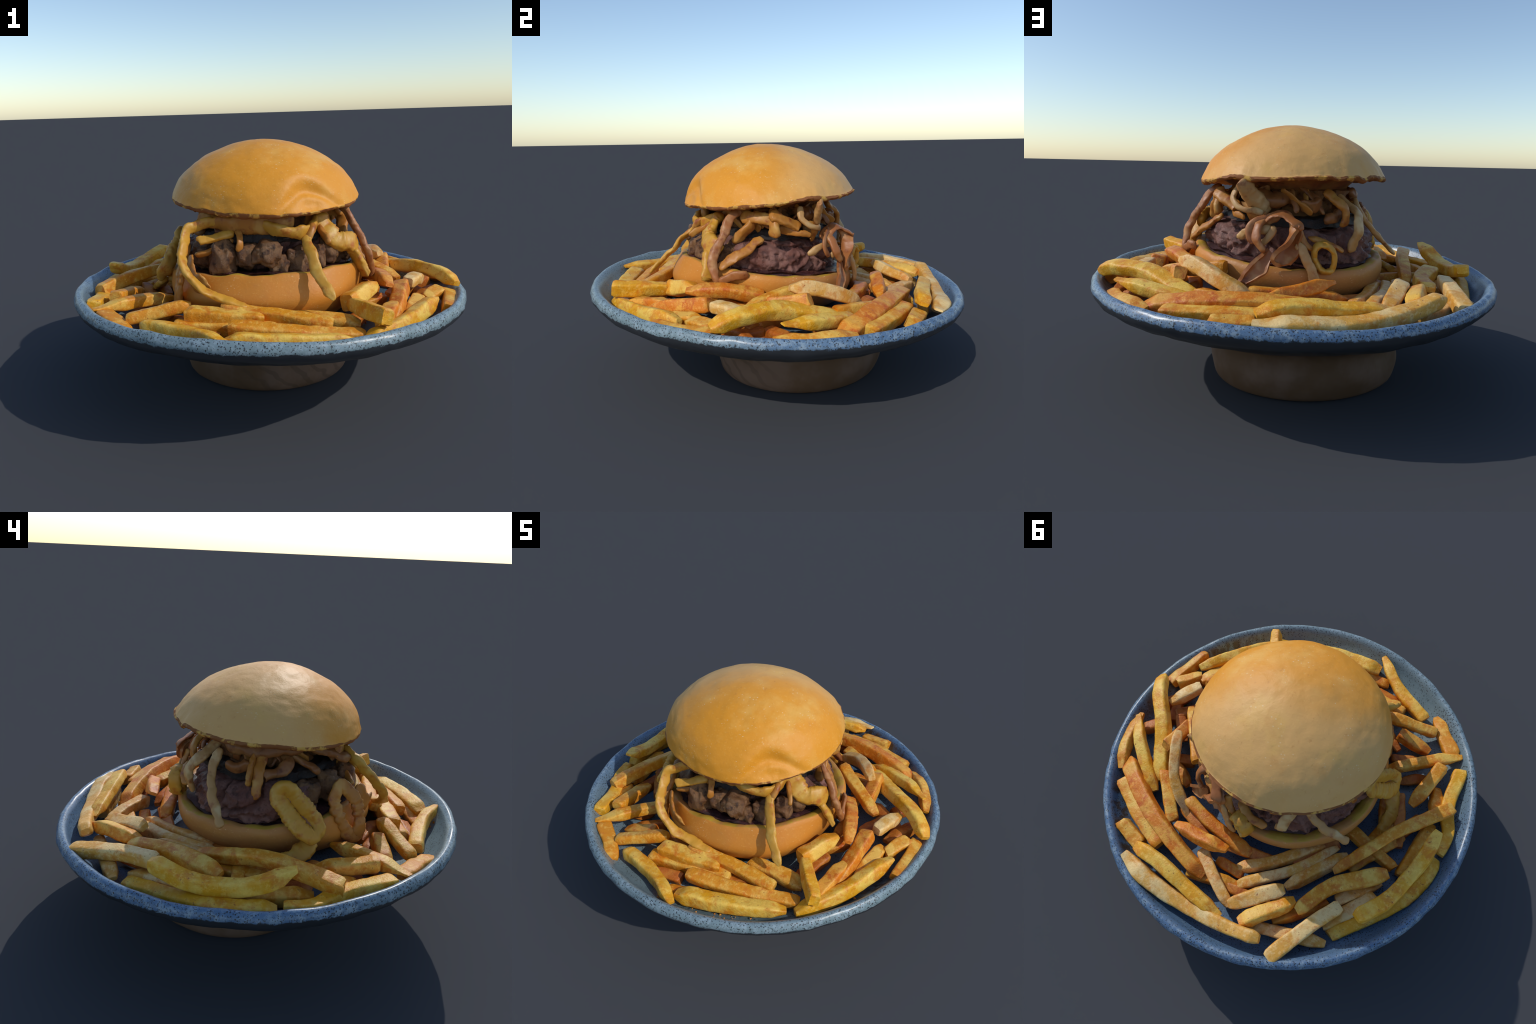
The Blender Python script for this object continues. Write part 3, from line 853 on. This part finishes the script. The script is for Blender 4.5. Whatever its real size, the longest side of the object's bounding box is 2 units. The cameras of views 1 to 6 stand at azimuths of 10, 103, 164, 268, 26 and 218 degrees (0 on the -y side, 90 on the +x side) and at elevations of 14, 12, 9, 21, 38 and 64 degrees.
strand('p', (0.105, 0.395, 0.700), (0.075, 0.415, 0.655), (0.045, 0.430, 0.590), (0.025, 0.430, 0.512), w=0.044, t=0.024, up=(0, -1, 0))
strand('a', (0.085, 0.36, 0.760), (0.065, 0.385, 0.700), (0.03, 0.400, 0.670), w=0.030, t=0.024)
ring = [(-0.026 + 0.044 * math.cos(a) + 0.012 * math.sin(a), 0.405 - 0.03 * math.cos(a) * 0.4, 0.633 + 0.062 * math.sin(a)) for a in [2 * math.pi * i / 12 for i in range(12)]]
strand('y', *ring, w=0.065, t=0.026, closed=True, name="onion_ring", up=(0.2, 1, 0), roll=math.pi / 2)
strand('a', (0.03, 0.335, 0.72), (-0.04, 0.365, 0.695), (-0.135, 0.355, 0.655), w=0.024, t=0.046, up=(0, -1, 0.3), ends=(0.6, 0.7))
strand('p', (0.338, 0.235, 0.705), (0.295, 0.285, 0.742), (0.235, 0.320, 0.755), (0.18, 0.32, 0.745), w=0.030, t=0.026)
strand('r', (0.20, 0.29, 0.80), (0.265, 0.335, 0.775), (0.280, 0.360, 0.72), (0.245, 0.378, 0.665), w=0.022, t=0.04, up=(0, -1, 0))
strand('r', (0.16, 0.31, 0.82), (0.25, 0.31, 0.79), (0.295, 0.305, 0.745), (0.28, 0.325, 0.69), w=0.02, t=0.045)
strand('b', (0.06, 0.27, 0.86), (0.0, 0.29, 0.855), (-0.04, 0.26, 0.88), w=0.05, t=0.05)
strand('b', (-0.06, 0.29, 0.80), (-0.11, 0.28, 0.80), (-0.15, 0.25, 0.83), w=0.04, t=0.04)
strand('a', (-0.07, 0.26, 0.925), (-0.115, 0.300, 0.885), (-0.150, 0.315, 0.845), (-0.160, 0.310, 0.79), (-0.15, 0.30, 0.76), w=0.040, t=0.036)
# left (-x)
strand('p', (-0.15, 0.17, 0.915), (-0.207, 0.241, 0.856), (-0.225, 0.303, 0.805), (-0.214, 0.331, 0.742), (-0.190, 0.312, 0.645), w=0.044, t=0.040)
strand('p', (-0.255, 0.18, 0.890), (-0.282, 0.216, 0.800), (-0.365, 0.213, 0.710), (-0.432, 0.188, 0.655), (-0.490, 0.163, 0.607), w=0.034, t=0.032)
strand('a', (-0.26, 0.01, 0.915), (-0.325, 0.035, 0.835), (-0.372, 0.052, 0.755), w=0.044, t=0.034)
strand('a', (-0.27, -0.03, 0.915), (-0.340, 0.000, 0.835), (-0.385, 0.012, 0.770), (-0.405, 0.010, 0.710), w=0.040, t=0.032)
strand('b', (-0.25, -0.10, 0.88), (-0.30, -0.13, 0.850), (-0.33, -0.08, 0.81), (-0.36, -0.01, 0.80), w=0.045, t=0.04)
strand('b', (-0.22, -0.10, 0.88), (-0.27, -0.19, 0.845), (-0.31, -0.27, 0.81), w=0.05, t=0.045)
strand('b', (-0.29, 0.15, 0.83), (-0.33, 0.10, 0.825), (-0.32, 0.05, 0.85), w=0.05, t=0.045)
strand('b', (-0.24, 0.16, 0.905), (-0.29, 0.06, 0.90), (-0.30, -0.08, 0.905), (-0.27, -0.20, 0.91), w=0.05, t=0.05)
rng = random.Random(23)
for i in range(30):
    th = math.radians(-35 + 245 * (i + rng.uniform(-0.4, 0.4)) / 30)
    d = rng.uniform(-0.45, 0.45)
    pts = []
    inset = 0.055 * smooth01(1.2, 1.7, th)          # a hollow under the bun at the back and left
    for u, (r0, r1, z0, z1) in enumerate(((0.27, 0.31, 0.925, 0.945), (0.30, 0.345, 0.875, 0.905), (0.30, 0.355, 0.815, 0.850))):
        a = th + d * u / 2
        r = rng.uniform(r0, r1) - inset
        pts.append((r * math.cos(a), -0.045 + r * math.sin(a), rng.uniform(z0, z1)))
    strand(rng.choice('aabbr'), *pts, w=rng.uniform(0.028, 0.046), t=rng.uniform(0.012, 0.018), roll=rng.uniform(0, 3.1))
# battered ring lying against the left side: flat oval loop with a slot
A, Bp = Vector((-0.415, -0.062, 0.795)), Vector((-0.512, -0.272, 0.568))
ax = (Bp - A).normalized()
nrm = Vector((-0.86, -0.05, 0.51)); nrm = (nrm - ax * nrm.dot(ax)).normalized()
sd = ax.cross(nrm)
mid = (A + Bp) / 2
Lh = (Bp - A).length / 2
loop = []
for i in range(16):
    a = 2 * math.pi * i / 16
    ca, sa = [math.copysign(abs(q) ** 0.7, q) for q in (math.cos(a), math.sin(a))]
    loop.append(mid + ax * (Lh - 0.042) * ca + sd * 0.037 * sa * (1.0 + 0.12 * ca) + nrm * 0.006 * math.sin(2 * a))
strand('y', *loop, w=0.080, t=0.046, closed=True, name="onion_ring", up=tuple(nrm), lump_amp=0.12)
strand('b', mid - ax * (Lh - 0.07) - nrm * 0.010, mid - nrm * 0.012, mid + ax * (Lh - 0.06) - nrm * 0.010, w=0.075, t=0.026, ends=(0.7, 0.9), up=tuple(nrm))  # brown backing piece set behind the slot so that the slot looks dark
strand('y', (-0.50, -0.24, 0.56), (-0.56, -0.15, 0.50), (-0.58, -0.02, 0.48), w=0.06, t=0.05)
# tall reddish loop near the front left
loop2 = [(-0.325, -0.370, 0.762), (-0.360, -0.340, 0.70), (-0.378, -0.375, 0.61), (-0.368, -0.425, 0.525), (-0.352, -0.462, 0.520), (-0.340, -0.474, 0.590), (-0.330, -0.440, 0.690)]
strand('a', *loop2, w=0.060, t=0.030, closed=True, name="onion_ring", up=(-1, 0, 0.2))
